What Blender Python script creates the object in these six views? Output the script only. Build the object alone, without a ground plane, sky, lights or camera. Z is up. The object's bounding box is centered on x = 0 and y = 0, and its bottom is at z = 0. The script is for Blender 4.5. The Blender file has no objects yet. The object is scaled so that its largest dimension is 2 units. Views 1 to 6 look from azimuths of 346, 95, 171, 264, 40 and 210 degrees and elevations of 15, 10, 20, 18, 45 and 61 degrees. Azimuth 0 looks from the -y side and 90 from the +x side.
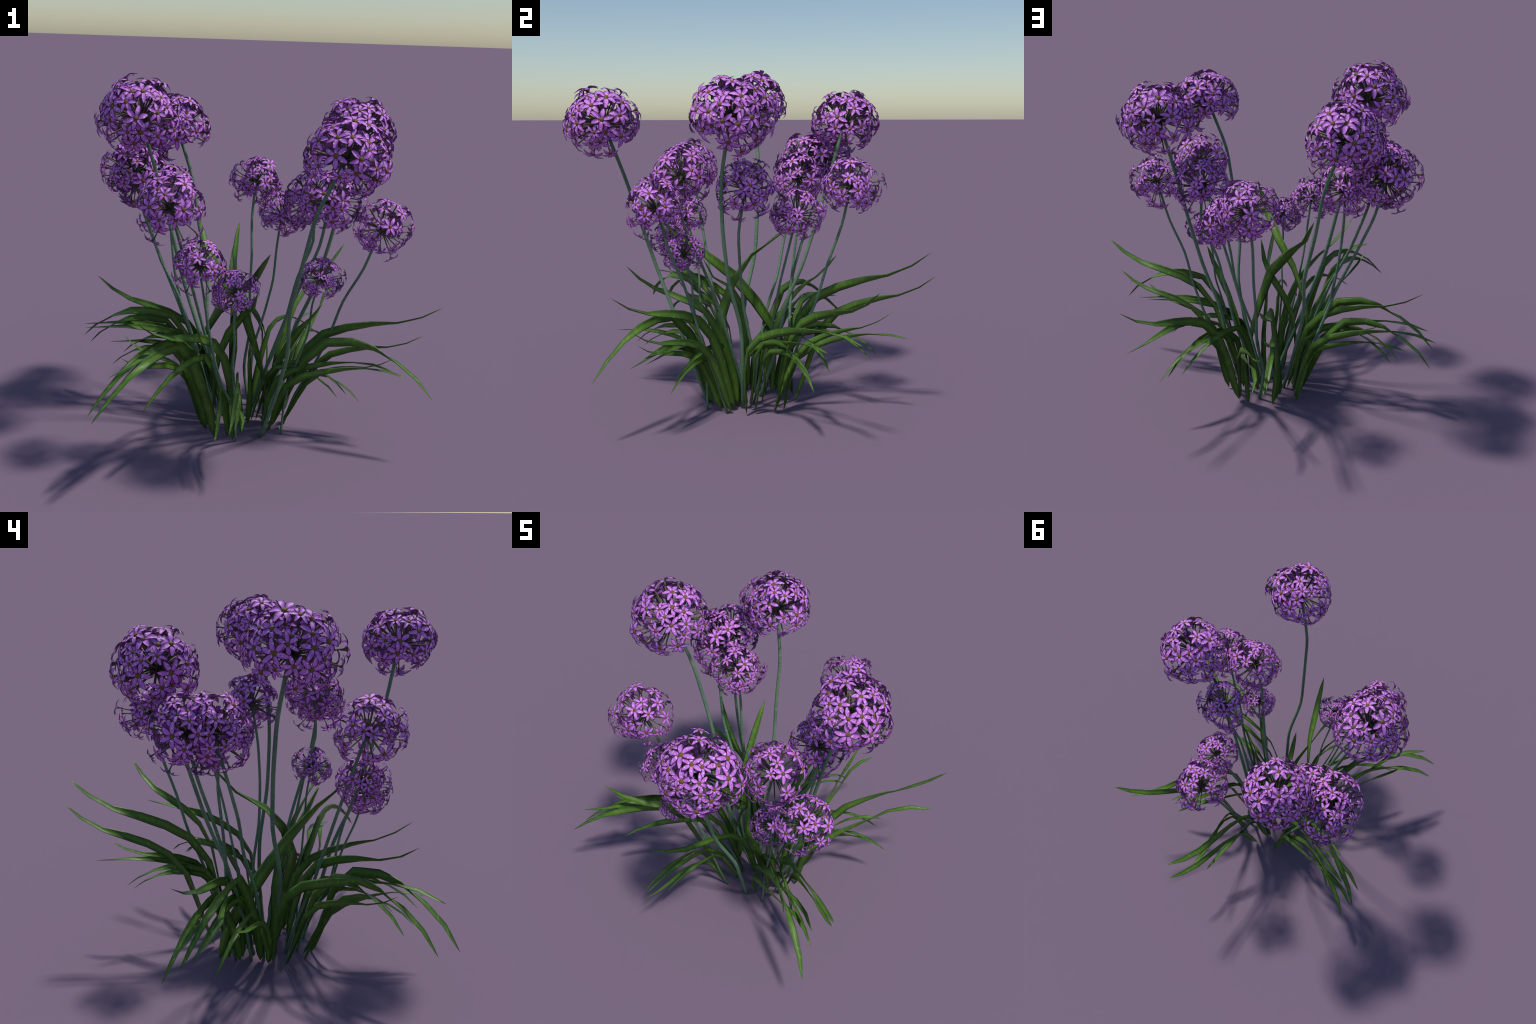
"""A clump of ornamental onions: sixteen stalks with ball umbels of lilac stars,
rising from a tuft of strap leaves that twist as they arch outwards."""
import bpy, math, random
from mathutils import Vector, Matrix

rng = random.Random(7)

# ------------------------------------------------------------------ tables
# Leaf habits: the midrib in its own vertical plane, for a leaf of length 1
# (out from the base, sideways sway, height) at ten equal steps.
HABIT = {
    # upright arch whose tip lifts again
    'A': [(0, 0, 0), (.024, .001, .123), (.05, .001, .247), (.087, -.007, .367), (.163, -.007, .458),
          (.255, -.004, .502), (.356, .005, .532), (.459, .009, .555), (.556, .005, .599), (.638, -.003, .659)],
    # arch that droops at the end
    'B': [(0, 0, 0), (.021, .002, .125), (.052, -.008, .249), (.091, -.024, .37), (.168, -.018, .468),
          (.268, -.001, .487), (.361, .005, .477), (.455, .007, .442), (.545, .006, .389), (.62, -.004, .322)],
    # arch that levels out
    'C': [(0, 0, 0), (.006, -.002, .111), (.017, -.006, .221), (.05, -.014, .325), (.134, -.024, .397),
          (.241, -.019, .432), (.35, -.004, .452), (.46, .017, .46), (.574, .018, .453), (.68, -.007, .435)],
}
# Turn of the blade about its midrib (fraction of length, degrees)
TWIST = {
    'A': [(0, -150), (.3, -118), (.5, -92), (.65, -65), (.72, -47), (.79, -20), (.9, -12), (1, -4)],
    'B': [(0, -150), (.3, -118), (.5, -96), (.62, -80), (.68, -52), (.72, -28), (.78, -5), (.84, 3), (1, 10)],
    'C': [(0, -150), (.3, -118), (.5, -92), (.64, -67), (.69, -53), (.77, -25), (.85, 0), (.91, 20), (1, 25)],
}
BLADE_WIDTH = [(0, .05), (.018, .50), (.06, .84), (.18, 1.0), (.42, 1.06), (.6, .98), (.75, .80), (.88, .62), (.95, .40), (1, .02)]

# habit, base x, base y, heading in degrees, length, roll, pitch
LEAVES = [
    ('A', -0.126, 0.032, 149.6, 1.173, -0.026, 0.043),
    ('A', 0.233, 0.158, 41.8, 1.235, -0.004, -0.025),
    ('A', 0.185, -0.132, -29.9, 1.276, -0.030, 0.042),
    ('A', 0.224, -0.231, -32.8, 0.815, 0.009, 0.039),
    ('A', -0.043, 0.145, 76.7, 1.371, -0.016, -0.028),
    ('A', 0.265, -0.158, -31.1, 1.000, 0.012, 0.054),
    ('A', -0.313, -0.169, -136.5, 0.935, 0.001, -0.024),
    ('A', -0.003, 0.275, 74.7, 1.180, 0.058, -0.022),
    ('A', 0.003, -0.135, -104.0, 1.115, -0.002, -0.035),
    ('A', -0.089, -0.183, -138.8, 1.232, -0.015, -0.031),
    ('A', -0.262, -0.077, 147.6, 0.714, -0.003, 0.032),
    ('C', -0.278, -0.099, -127.9, 1.302, 0.002, -0.058),
    ('C', 0.297, -0.041, 51.6, 1.217, 0.015, -0.052),
    ('C', 0.108, -0.314, -19.5, 0.987, -0.005, 0.027),
    ('C', -0.172, 0.177, 159.0, 1.088, 0.007, 0.038),
    ('C', 0.078, -0.233, -20.5, 0.980, -0.011, 0.004),
    ('C', -0.151, 0.080, 160.0, 1.108, 0.027, 0.025),
    ('C', 0.167, 0.210, 87.6, 0.969, 0.020, -0.039),
    ('B', -0.263, -0.296, -141.0, 1.312, 0.037, -0.001),
    ('B', -0.150, -0.227, -139.8, 1.060, -0.001, -0.048),
    ('B', -0.304, -0.185, -139.3, 1.285, 0.039, 0.003),
    ('B', 0.159, -0.224, -35.0, 1.280, -0.043, 0.068),
    ('B', 0.072, 0.041, 40.3, 0.988, 0.035, -0.054),
    ('B', -0.062, 0.127, 73.5, 0.960, -0.011, -0.028),
    ('B', 0.167, -0.140, -31.3, 0.730, -0.040, 0.040),
    ('B', -0.197, -0.013, 142.3, 0.937, -0.028, 0.025),
    ('B', 0.240, 0.013, 39.5, 0.854, 0.059, -0.012),
    ('B', -0.282, -0.067, 145.8, 0.865, -0.048, 0.041),
    ('B', -0.214, -0.019, 146.7, 1.263, 0.007, 0.028),
    ('B', -0.040, 0.137, 73.1, 0.886, 0.009, -0.032),
    ('B', -0.220, 0.113, 148.2, 1.129, 0.020, 0.076),
    ('B', -0.079, -0.282, -108.3, 0.930, 0.009, -0.022),
    ('B', -0.073, -0.271, -106.8, 0.759, 0.005, -0.036),
    ('B', 0.061, -0.095, -33.3, 0.818, -0.000, 0.007),
    ('B', 0.027, -0.107, -34.3, 0.789, -0.003, 0.009),
    ('C', -0.183, 0.133, 158.3, 0.863, 0.001, 0.025),
    ('C', 0.147, -0.058, 51.5, 0.957, -0.001, -0.056),
    ('A', 0.220, 0.142, 95.7, 0.932, 0.036, 0.054),
    ('B', -0.179, -0.312, -106.5, 0.794, 0.003, 0.009),
    ('C', -0.150, -0.365, -96.0, 0.771, -0.010, -0.035),
    ('B', 0.150, -0.020, 40.0, 0.930, 0.000, 0.000),
]
# Four tall inner leaves, given by their own midribs
TALL_LEAVES = [
    [(-.19, -.08, 0), (-.19, -.08, .14), (-.19, -.09, .28), (-.17, -.09, .42), (-.12, -.11, .55), (-.05, -.15, .66), (-.02, -.25, .73), (-.01, -.31, .845)],
    [(.08, -.13, 0), (.09, -.15, .15), (.07, -.18, .32), (.01, -.20, .51), (-.04, -.14, .69), (-.14, -.04, .84), (-.20, .12, .96), (-.225, .25, 1.115)],
    [(-.14, .20, 0), (-.20, .17, .19), (-.24, .09, .37), (-.23, -.03, .55), (-.19, -.16, .71), (-.12, -.31, .84), (-.07, -.48, .97), (-.035, -.62, 1.13)],
    [(.10, -.10, 0), (.11, -.11, .15), (.13, -.14, .29), (.16, -.18, .42), (.20, -.23, .53), (.24, -.28, .62), (.28, -.34, .70), (.312, -.394, .79)],
]
# umbel pattern, heading of the lean, height of the umbel's heart, stalk from ground to heart
STALKS = [
    ('P', 177, 1.702, [(-0.052, -0.105, 0.0), (-0.162, -0.104, 0.266), (-0.269, -0.102, 0.535), (-0.353, -0.043, 0.816), (-0.422, -0.034, 1.111), (-0.497, -0.038, 1.402), (-0.587, -0.077, 1.702)]),
    ('P', 1, 1.629, [(0.106, -0.068, -0.001), (0.221, -0.05, 0.242), (0.261, -0.053, 0.509), (0.357, -0.106, 0.77), (0.431, -0.125, 1.053), (0.492, -0.121, 1.329), (0.57, -0.061, 1.629)]),
    ('P', -67, 1.600, [(0.037, -0.277, 0.0), (0.089, -0.367, 0.269), (0.123, -0.447, 0.54), (0.089, -0.554, 0.806), (0.119, -0.631, 1.066), (0.149, -0.707, 1.327), (0.251, -0.783, 1.6)]),
    ('P', 115, 1.592, [(-0.096, 0.012, 0.0), (-0.146, 0.1, 0.265), (-0.193, 0.152, 0.54), (-0.169, 0.259, 0.791), (-0.212, 0.337, 1.051), (-0.237, 0.411, 1.315), (-0.319, 0.483, 1.592)]),
    ('R', 76, 1.268, [(0.064, 0.121, 0.0), (0.042, 0.195, 0.216), (0.094, 0.262, 0.425), (0.105, 0.347, 0.634), (0.126, 0.408, 0.85), (0.136, 0.483, 1.06), (0.165, 0.525, 1.268)]),
    ('Q', -36, 1.193, [(0.204, -0.143, 0.0), (0.251, -0.191, 0.2), (0.341, -0.235, 0.385), (0.406, -0.278, 0.579), (0.449, -0.325, 0.778), (0.534, -0.383, 0.969), (0.593, -0.428, 1.193)]),
    ('R', -107, 0.921, [(-0.106, -0.299, 0.0), (-0.119, -0.339, 0.154), (-0.136, -0.37, 0.309), (-0.155, -0.394, 0.466), (-0.157, -0.436, 0.619), (-0.176, -0.492, 0.768), (-0.18, -0.535, 0.921)]),
    ('R', 143, 1.271, [(-0.165, 0.032, 0.0), (-0.206, 0.064, 0.209), (-0.262, 0.111, 0.413), (-0.335, 0.174, 0.608), (-0.373, 0.194, 0.822), (-0.391, 0.219, 1.04), (-0.403, 0.213, 1.271)]),
    ('Q', 3, 1.268, [(0.033, -0.031, 0.0), (0.096, 0.003, 0.206), (0.183, -0.011, 0.407), (0.229, -0.047, 0.62), (0.274, -0.056, 0.837), (0.365, -0.053, 1.041), (0.352, -0.016, 1.268)]),
    ('R', -42, 1.323, [(0.011, -0.059, 0.0), (0.065, -0.106, 0.223), (0.12, -0.155, 0.446), (0.176, -0.211, 0.667), (0.234, -0.284, 0.882), (0.294, -0.366, 1.094), (0.337, -0.351, 1.323)]),
    ('R', -28, 0.914, [(0.156, -0.264, 0.0), (0.168, -0.261, 0.157), (0.191, -0.273, 0.312), (0.232, -0.292, 0.462), (0.275, -0.31, 0.611), (0.282, -0.317, 0.766), (0.313, -0.349, 0.914)]),
    ('Q', 149, 1.363, [(-0.155, 0.112, 0.0), (-0.182, 0.182, 0.225), (-0.283, 0.171, 0.45), (-0.367, 0.182, 0.685), (-0.454, 0.246, 0.911), (-0.534, 0.316, 1.137), (-0.577, 0.367, 1.363)]),
    ('Q', 145, 1.364, [(-0.161, -0.035, 0.0), (-0.226, -0.012, 0.236), (-0.287, 0.026, 0.47), (-0.355, 0.095, 0.693), (-0.461, 0.126, 0.909), (-0.527, 0.186, 1.138), (-0.571, 0.25, 1.364)]),
    ('Q', -137, 1.039, [(-0.093, -0.225, 0.0), (-0.119, -0.263, 0.183), (-0.196, -0.309, 0.346), (-0.247, -0.37, 0.515), (-0.284, -0.379, 0.694), (-0.314, -0.412, 0.867), (-0.349, -0.467, 1.039)]),
    ('Q', -143, 1.324, [(-0.103, -0.162, 0.0), (-0.165, -0.208, 0.222), (-0.232, -0.267, 0.439), (-0.295, -0.31, 0.661), (-0.359, -0.354, 0.883), (-0.423, -0.402, 1.103), (-0.487, -0.451, 1.324)]),
    ('R', 47, 1.127, [(0.019, -0.014, 0.0), (0.045, 0.033, 0.194), (0.07, 0.081, 0.387), (0.138, 0.115, 0.572), (0.196, 0.154, 0.761), (0.221, 0.201, 0.946), (0.257, 0.245, 1.127)]),
]
# Where the florets stand on the ball: longitude from the lean and latitude in
# degrees, distance from the heart in thousandths of the stalk's height
UMBEL = {
    'P': [(-2, -4, 128), (-5, 32, 105), (164, 78, 109), (13, 57, 121), (25, 15, 113), (18, -8, 126), (-24, 65, 123), (-59, 37, 116), (-92, 30, 114), (-58, 12, 110), (-35, 39, 114), (162, 23, 117), (45, 20, 120), (91, 42, 125), (-9, 20, 109), (-52, -20, 99), (71, -11, 132), (138, 23, 104), (145, 56, 94), (111, 48, 101), (-141, 53, 107), (-178, 1, 111), (-26, -13, 100), (-153, 14, 103), (67, 26, 130), (19, -25, 106), (-20, 54, 93), (172, 41, 93), (87, -13, 112), (77, -31, 112), (59, -33, 112), (127, 37, 112), (101, -56, 112), (39, 1, 112), (82, 6, 135), (-130, -5, 112), (-108, 48, 112), (-82, -4, 112), (-104, -8, 112), (-83, 54, 112), (-173, 58, 120), (-127, 14, 112), (-24, 9, 120), (-154, -18, 112), (70, 45, 112), (112, 14, 112), (114, -20, 112), (145, -12, 112), (156, 7, 112), (44, -60, 112), (3, -37, 112), (37, 53, 112), (26, 32, 112)],
    'Q': [(74, 25, 94), (57, -14, 93), (82, 50, 127), (-24, -60, 131), (119, 41, 100), (2, 2, 85), (-1, 60, 123), (-18, 40, 122), (-48, -31, 128), (-51, 74, 129), (105, 3, 112), (28, -7, 129), (-18, -24, 115), (7, -46, 95), (84, -14, 94), (-7, 39, 106), (134, -44, 136), (36, 31, 137), (23, -25, 114), (102, 64, 123), (129, -1, 123), (14, 44, 114), (-78, 24, 114), (-58, 17, 114), (-41, 13, 114), (-70, 60, 114), (-148, 59, 114), (-120, -8, 114), (-92, -10, 114), (-102, -31, 114), (13, 11, 137), (68, 8, 114), (100, -63, 123), (153, 18, 114), (-171, -16, 114), (-154, 20, 114), (-117, 28, 114), (156, -16, 114), (161, 50, 114)],
    'R': [(18, 3, 114), (82, 47, 117), (-126, 51, 122), (-82, 26, 104), (-92, -13, 120), (-140, 21, 109), (-5, -59, 116), (-111, 1, 123), (-50, 80, 118), (7, 63, 114), (22, -31, 110), (-61, -25, 128), (-60, 19, 99), (-15, 43, 113), (-39, 12, 102), (97, -27, 96), (172, 31, 113), (-158, 10, 113), (-162, 47, 113), (127, 56, 113), (164, -9, 113), (151, 4, 113), (122, 7, 113), (119, -35, 113), (-157, -26, 113), (180, -4, 113), (153, 82, 113), (-136, -47, 113), (-122, -10, 113), (-103, -31, 113), (-61, -2, 113), (-43, -5, 113), (12, 12, 142), (-79, 62, 113), (10, -17, 125), (-33, -33, 113), (15, 41, 113), (74, 18, 113), (39, -15, 113), (105, 31, 126), (87, 5, 122)],
}
PETAL = .0400        # petal length, per metre of stalk height


def ramp(table, t):
    for (t0, v0), (t1, v1) in zip(table, table[1:]):
        if t <= t1:
            return v0 + (v1 - v0) * (t - t0) / (t1 - t0)
    return table[-1][1]


# --------------------------------------------------------------- materials
def material(name, rough=.5, spec=.4):
    m = bpy.data.materials.new(name)
    m.use_nodes = True
    nt = m.node_tree
    b = nt.nodes['Principled BSDF']
    b.inputs['Roughness'].default_value = rough
    b.inputs['Specular IOR Level'].default_value = spec
    return m, nt, b


def node(nt, kind, **inputs):
    n = nt.nodes.new(kind)
    for k, v in inputs.items():
        n.inputs[k].default_value = v
    return n


def noise(nt, coord, scale, detail=3, stretch=None):
    n = node(nt, 'ShaderNodeTexNoise', Scale=scale, Detail=detail)
    if stretch:
        mp = nt.nodes.new('ShaderNodeMapping')
        mp.inputs['Scale'].default_value = stretch
        nt.links.new(coord, mp.inputs['Vector'])
        coord = mp.outputs['Vector']
    nt.links.new(coord, n.inputs['Vector'])
    return n.outputs['Fac']


def mask(nt, fac, lo, hi):
    r = node(nt, 'ShaderNodeMapRange')
    r.inputs['From Min'].default_value, r.inputs['From Max'].default_value = lo, hi
    r.clamp = True
    nt.links.new(fac, r.inputs['Value'])
    return r.outputs['Result']


def mix(nt, fac, a, b):
    m = nt.nodes.new('ShaderNodeMix')
    m.data_type = 'RGBA'
    if isinstance(fac, float):
        m.inputs[0].default_value = fac
    else:
        nt.links.new(fac, m.inputs[0])
    for sock, c in ((m.inputs[6], a), (m.inputs[7], b)):
        if isinstance(c, tuple):
            sock.default_value = (*c, 1)
        else:
            nt.links.new(c, sock)
    return m.outputs[2]


def bump(nt, b, height, strength, distance):
    n = node(nt, 'ShaderNodeBump', Strength=strength, Distance=distance)
    nt.links.new(height, n.inputs['Height'])
    nt.links.new(n.outputs['Normal'], b.inputs['Normal'])


def coords(nt):
    return nt.nodes.new('ShaderNodeTexCoord').outputs['Object']


def petal_material(name, base, deep, pale, k):
    """Lilac petal: cloudy violet, pale glints, carmine flecks. k scales the grain."""
    m, nt, b = material(name, .55, .3)
    c = coords(nt)
    col = mix(nt, mask(nt, noise(nt, c, 2.2 * k), .38, .66), base, deep)
    col = mix(nt, mask(nt, noise(nt, c, 5.0 * k, 2), .62, .70), col, pale)  # white petal glints painted into the colour as pale noise spots
    col = mix(nt, mask(nt, noise(nt, c, 6.5 * k, 1), .68, .72), col, (.50, .045, .25))
    nt.links.new(col, b.inputs['Base Color'])
    return m


def leaf_material(name, a, c2):
    m, nt, b = material(name, .48, .30)
    c = coords(nt)
    col = mix(nt, mask(nt, noise(nt, c, 5, 4), .35, .68), a, c2)
    fine = noise(nt, c, 70, 3, (.25, 1, .25))
    col = mix(nt, mask(nt, fine, .55, .75), col, tuple(v * 1.45 for v in c2))
    # dark brown patches here and there
    col = mix(nt, mask(nt, noise(nt, c, 9, 2), .70, .78), col, (.055, .05, .022))
    nt.links.new(col, b.inputs['Base Color'])
    bump(nt, b, fine, .15, .004)
    return m


def stem_material():
    m, nt, b = material('stalk_green', .5, .35)
    c = coords(nt)
    col = mix(nt, mask(nt, noise(nt, c, 6, 3), .35, .65), (.085, .175, .105), (.125, .225, .125))
    rings = noise(nt, c, 60, 2, (.35, .35, 2.2))
    col = mix(nt, mask(nt, rings, .52, .70), col, (.165, .27, .165))
    nt.links.new(col, b.inputs['Base Color'])
    bump(nt, b, rings, .25, .003)
    return m


def plain(name, a, c2, scale, rough=.6):
    m, nt, b = material(name, rough, .25)
    col = mix(nt, mask(nt, noise(nt, coords(nt), scale), .35, .65), a, c2)
    nt.links.new(col, b.inputs['Base Color'])
    return m


PETAL_C, PETAL_D, PETAL_P = (.60, .20, .70), (.46, .125, .60), (.76, .58, .82)
# one set for single florets (unit-sized in their own space), one for joined ones (metres)
SETS = {}
for tag, k in (('single', 1.0), ('joined', 26.0)):
    SETS[tag] = [
        petal_material('petal_lilac', PETAL_C, PETAL_D, PETAL_P, k),
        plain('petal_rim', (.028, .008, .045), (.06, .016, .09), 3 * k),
        petal_material('petal_midrib', (.65, .26, .75), (.52, .16, .66), (.74, .55, .80), k),
        plain('floret_eye', (.19, .115, .03), (.115, .07, .02), 4 * k),
        plain('pedicel_grey', (.10, .092, .062), (.165, .155, .105), 3 * k),
    ]
LEAF_MATS = [
    leaf_material('leaf_green', (.048, .112, .015), (.078, .165, .020)),
    leaf_material('leaf_midrib', (.068, .150, .017), (.100, .215, .024)),
    leaf_material('leaf_edge', (.036, .084, .015), (.056, .124, .018)),
]
STEM_MAT = stem_material()
PEDICEL_MAT = plain('pedicel_olive', (.085, .080, .058), (.175, .165, .115), 14)
HEART_MAT = plain('umbel_heart', (.060, .057, .045), (.13, .125, .09), 30)


# ------------------------------------------------------------------ meshes
def mesh_from(name, verts, faces, mats, index=None, smooth=True):
    me = bpy.data.meshes.new(name)
    me.from_pydata([tuple(v) for v in verts], [], faces)
    for m in mats:
        me.materials.append(m)
    if index:
        me.polygons.foreach_set('material_index', index)
    if smooth:
        me.polygons.foreach_set('use_smooth', [True] * len(faces))
    me.update()
    return me


def add(name, data, parent):
    o = bpy.data.objects.new(name, data)
    bpy.context.scene.collection.objects.link(o)
    if parent:
        o.parent = parent
    return o


def tube(verts, faces, path, radii, sides, cap_start=True, cap_end=True):
    """Tube along a path; parallel-transported rings."""
    base = len(verts)
    ref = None
    for i, p in enumerate(path):
        t = (path[min(i + 1, len(path) - 1)] - path[max(i - 1, 0)]).normalized()
        if ref is None:
            ref = t.orthogonal().normalized()
        ref = (ref - t * ref.dot(t)).normalized()
        bi = t.cross(ref)
        for s in range(sides):
            a = 2 * math.pi * s / sides
            verts.append(p + (ref * math.cos(a) + bi * math.sin(a)) * radii[i])
    n = len(path)
    for i in range(n - 1):
        for s in range(sides):
            a, b = base + i * sides + s, base + i * sides + (s + 1) % sides
            faces.append((a, b, b + sides, a + sides))
    if cap_start:
        faces.append(tuple(base + s for s in reversed(range(sides))))
    if cap_end:
        faces.append(tuple(base + (n - 1) * sides + s for s in range(sides)))


# ------------------------------------------------------------------ leaves
def frames(path, out):
    """Tangent, level sideways axis and upper normal at every point of a midrib."""
    res = []
    for i in range(len(path)):
        t = (path[min(i + 1, len(path) - 1)] - path[max(i - 1, 0)]).normalized()
        side = Vector((-out.y, out.x, 0))
        side = (side - t * side.dot(t)).normalized()
        res.append((t, side, t.cross(side)))
    return res


COLS = (-1, -.72, -.3, 0, .3, .72, 1)


def blade(path, twist, half, thick):
    """Closed strap: shallow channel above, rounded keel below."""
    out = Vector((path[-1].x - path[0].x, path[-1].y - path[0].y, 0)).normalized()
    # refine every step in three, keeping the angular bends
    fine = []
    for i in range(len(path) - 1):
        for k in range(3):
            fine.append(path[i].lerp(path[i + 1], k / 3))
    fine.append(path[-1])
    n = len(fine)
    fr = frames(fine, out)
    verts, faces, idx = [], [], []
    w = len(COLS)
    ring = 2 * w - 2
    for i, p in enumerate(fine):
        t = i / (n - 1)
        a = math.radians(ramp(twist, t))
        _, side, nor = fr[i]
        W = side * math.cos(a) + nor * math.sin(a)
        N = nor * math.cos(a) - side * math.sin(a)
        h = half * ramp(BLADE_WIDTH, t)
        th = min(thick, h * .35)
        for c in COLS:
            verts.append(p + W * (c * h) + N * (.22 * h * c * c))
        for c in reversed(COLS[1:-1]):
            verts.append(p + W * (c * h) + N * (.22 * h * c * c - th * (1 - .6 * abs(c))))
    for i in range(n - 1):
        for s in range(ring):
            a, b = i * ring + s, i * ring + (s + 1) % ring
            faces.append((a, b, b + ring, a + ring))
            k = s if s < w - 1 else ring - 1 - s
            idx.append((2, 0, 1, 1, 0, 2)[k])
    faces.append(tuple(reversed(range(ring))))
    faces.append(tuple((n - 1) * ring + s for s in range(ring)))
    idx += [0, 0]
    return mesh_from('leaf', verts, faces, LEAF_MATS, idx)


root = bpy.data.objects.new('ornamental_onion_clump', None)
bpy.context.scene.collection.objects.link(root)
root['label'] = 'clump of purple star-flower balls on tall stalks above arching strap leaves'
root['category'] = 'garden plant'

for habit, x, y, yaw, s, roll, pitch in LEAVES:
    c, sn = math.cos(math.radians(yaw)), math.sin(math.radians(yaw))
    path = []
    # the foot of every leaf is drawn in towards the middle of the tuft
    far = math.hypot(x, y)
    pull = min(.075, .01 + max(0.0, far - .17) * .45) / max(far, .05)
    for step, (px, py, pz) in enumerate(HABIT[habit]):
        ease = max(0.0, 1 - step / 5) ** 2 * min(pull, .6)
        px, py, pz = px * s, py * s, pz * s
        X, Y, Z = px + pitch * pz, py + roll * pz, pz - pitch * px - roll * py
        path.append(Vector((X * c - Y * sn - x * ease, X * sn + Y * c - y * ease, max(Z, 0.004 if step == 0 else 0.0))))
    o = add('leaf', blade(path, TWIST[habit], .0185 * s, .004 * s), root)
    o.location = (x, y, 0)
for pts in TALL_LEAVES:
    b = Vector(pts[0])
    s = pts[-1][2] / .66
    o = add('leaf', blade([Vector(p) - b for p in pts], TWIST['A'], .0185 * s, .004 * s), root)
    o.location = b


# ----------------------------------------------------------------- florets
PETAL_W = [(0, .10), (.12, .125), (.3, .185), (.46, .205), (.64, .175), (.82, .105), (.93, .05), (1, .006)]


def floret_geometry(r):
    """Six-petalled star, petals one unit long, facing +z, on a short throat."""
    verts, faces, idx = [], [], []
    rows, cols = 8, (-1, -.78, -.3, .3, .78, 1)
    w = len(cols)
    for k in range(6):
        ang = math.pi / 3 * k + r.uniform(-.09, .09)
        length = (1.0 if k % 2 else .93) * r.uniform(.93, 1.05)
        wide = r.uniform(.92, 1.10)
        lift, curl, sweep = r.uniform(-.02, .05), r.uniform(.16, .34), r.uniform(-.10, .10)
        yaw_c, yaw_s = math.cos(ang), math.sin(ang)
        base = len(verts)
        ring = 2 * w - 2
        for i in range(rows + 1):
            t = i / rows
            h = ramp(PETAL_W, t) * wide
            d = .10 + (length - .10) * t
            sw = sweep * t * t
            z0 = .03 * (k % 2) + lift * math.sin(t * 2.2) + .10 * math.sin(min(t, .5) * math.pi) - curl * t * t
            ring_pts = [(d, c * h + sw, z0 + .30 * h * c * c) for c in cols]
            ring_pts += [(d, c * h + sw, z0 + .30 * h * c * c - .018 * (1 - .3 * abs(c))) for c in reversed(cols[1:-1])]
            for X, Y, Z in ring_pts:
                verts.append(Vector((X * yaw_c - Y * yaw_s, X * yaw_s + Y * yaw_c, Z)))
        for i in range(rows):
            for s in range(ring):
                a, b = base + i * ring + s, base + i * ring + (s + 1) % ring
                faces.append((a, b, b + ring, a + ring))
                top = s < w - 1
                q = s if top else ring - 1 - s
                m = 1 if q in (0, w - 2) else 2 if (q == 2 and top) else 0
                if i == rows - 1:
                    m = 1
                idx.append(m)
        faces.append(tuple(base + rows * ring + s for s in range(ring)))
        idx.append(1)
    # eye: a low olive dome
    base, seg = len(verts), 10
    prof = [(.185, .035), (.165, .085), (.10, .125)]
    for rad, z in prof:
        for s in range(seg):
            a = 2 * math.pi * s / seg
            verts.append(Vector((rad * math.cos(a), rad * math.sin(a), z)))
    verts.append(Vector((0, 0, .135)))
    for j in range(len(prof) - 1):
        for s in range(seg):
            a, b = base + j * seg + s, base + j * seg + (s + 1) % seg
            faces.append((a, b, b + seg, a + seg))
            idx.append(3)
    for s in range(seg):
        faces.append((base + 2 * seg + s, base + 2 * seg + (s + 1) % seg, base + 3 * seg))
        idx.append(3)
    # throat behind the petals
    n0 = len(faces)
    tube(verts, faces, [Vector((0, 0, -.34)), Vector((0, 0, -.12)), Vector((0, 0, .04))], [.055, .10, .19], 8)
    idx += [4] * (len(faces) - n0)
    return verts, faces, idx


VARIANTS = [floret_geometry(rng) for _ in range(5)]
SINGLE = [mesh_from('floret', v, f, SETS['single'], i) for v, f, i in VARIANTS]

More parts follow.
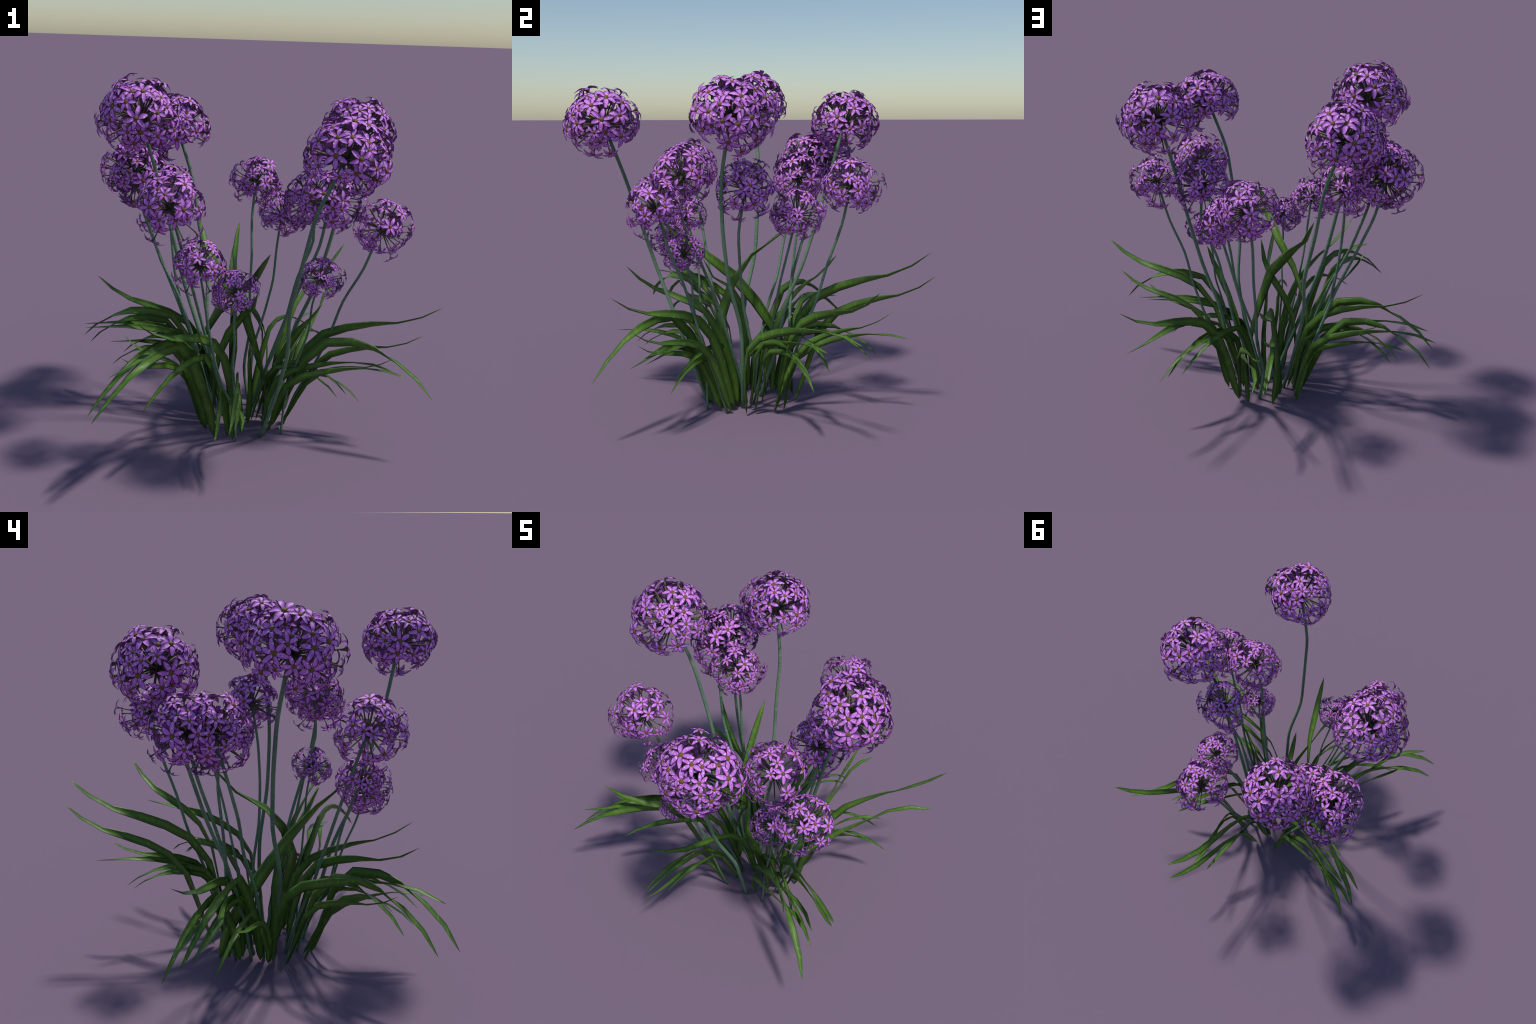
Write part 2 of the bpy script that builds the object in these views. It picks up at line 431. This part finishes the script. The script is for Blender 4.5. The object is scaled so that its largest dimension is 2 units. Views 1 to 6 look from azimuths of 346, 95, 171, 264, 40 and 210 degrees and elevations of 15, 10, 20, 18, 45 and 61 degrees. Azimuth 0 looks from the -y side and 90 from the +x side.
for number, (pattern, yaw, height, points) in enumerate(STALKS):
    pts = [Vector(p) for p in points]
    base = pts[0].copy()
    base.z = 0
    pts[0].z = 0
    heart = pts[-1]
    s = height
    # stalk: each step in three, bends kept but eased
    path = []
    for i in range(len(pts) - 1):
        for k in range(4):
            path.append(pts[i].lerp(pts[i + 1], k / 4))
    path.append(heart)
    path = [path[0]] + [path[i] * .5 + (path[i - 1] + path[i + 1]) * .25 for i in range(1, len(path) - 1)] + [path[-1]]
    n = len(path)
    radii = [s * (.0068 - .0010 * i / (n - 1)) for i in range(n)]
    radii[-1] = s * .0085
    v, f = [], []
    tube(v, f, [p - base for p in path], radii, 12)
    o = add('stem', mesh_from('stem', v, f, [STEM_MAT]), root)
    o.location = base

    # umbel: heart and pedicels
    axis = (path[-1] - path[-4]).normalized()
    rot = Matrix.Rotation(math.radians(yaw), 3, 'Z')
    v, f = [], []
    rings = [(-.9, .45), (-.6, .80), (-.2, 1.0), (.25, .97), (.65, .72), (.95, .25)]
    tube(v, f, [axis * (z * s * .0165) for z, _ in rings], [rad * s * .0165 for _, rad in rings], 12)
    idx = [0] * len(f)
    places = []
    for lon, lat, far in UMBEL[pattern]:
        lo, la = math.radians(lon), math.radians(lat)
        d = rot @ Vector((math.cos(la) * math.cos(lo), math.cos(la) * math.sin(lo), math.sin(la)))
        R = far * .001 * s * rng.uniform(.98, 1.03)
        size = PETAL * s * rng.uniform(.74, 1.16)
        sag = Vector((0, 0, -1)) * rng.uniform(-.01, .03) * R
        a, e = d * (s * .009), d * (R - .30 * size)
        m = a.lerp(e, .5) + sag
        n0 = len(f)
        tube(v, f, [a, a.lerp(e, .22) + sag * .6, m, e.lerp(a, .2) + sag * .5, e],
             [s * .0042, s * .0030, s * .0025, s * .0023, s * .0025], 6)
        idx += [1] * (len(f) - n0)
        n_tilt = (d + Vector((rng.gauss(0, .07), rng.gauss(0, .07), rng.gauss(0, .07)))).normalized()
        q = n_tilt.to_track_quat('Z', 'Y').to_matrix() @ Matrix.Rotation(rng.uniform(0, math.tau), 3, 'Z')
        places.append((d * R, q, size, rng.randrange(len(VARIANTS))))
    head = add('flower_head', mesh_from('flower_head', v, f, [HEART_MAT, PEDICEL_MAT], idx), root)
    head.location = heart

    # florets: single objects on the largest heads, joined on the small ones
    if height > 1.33:
        for p, q, size, k in places:
            o = add('floret', SINGLE[k], head)
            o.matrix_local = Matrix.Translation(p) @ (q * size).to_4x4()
    else:
        v, f, idx = [], [], []
        for p, q, size, k in places:
            b = len(v)
            vv, ff, ii = VARIANTS[k]
            qs = q * size
            v += [qs @ w + p for w in vv]
            f += [tuple(b + j for j in face) for face in ff]
            idx += ii
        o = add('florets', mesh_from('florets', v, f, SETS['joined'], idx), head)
        o['kind'] = 'stuff'
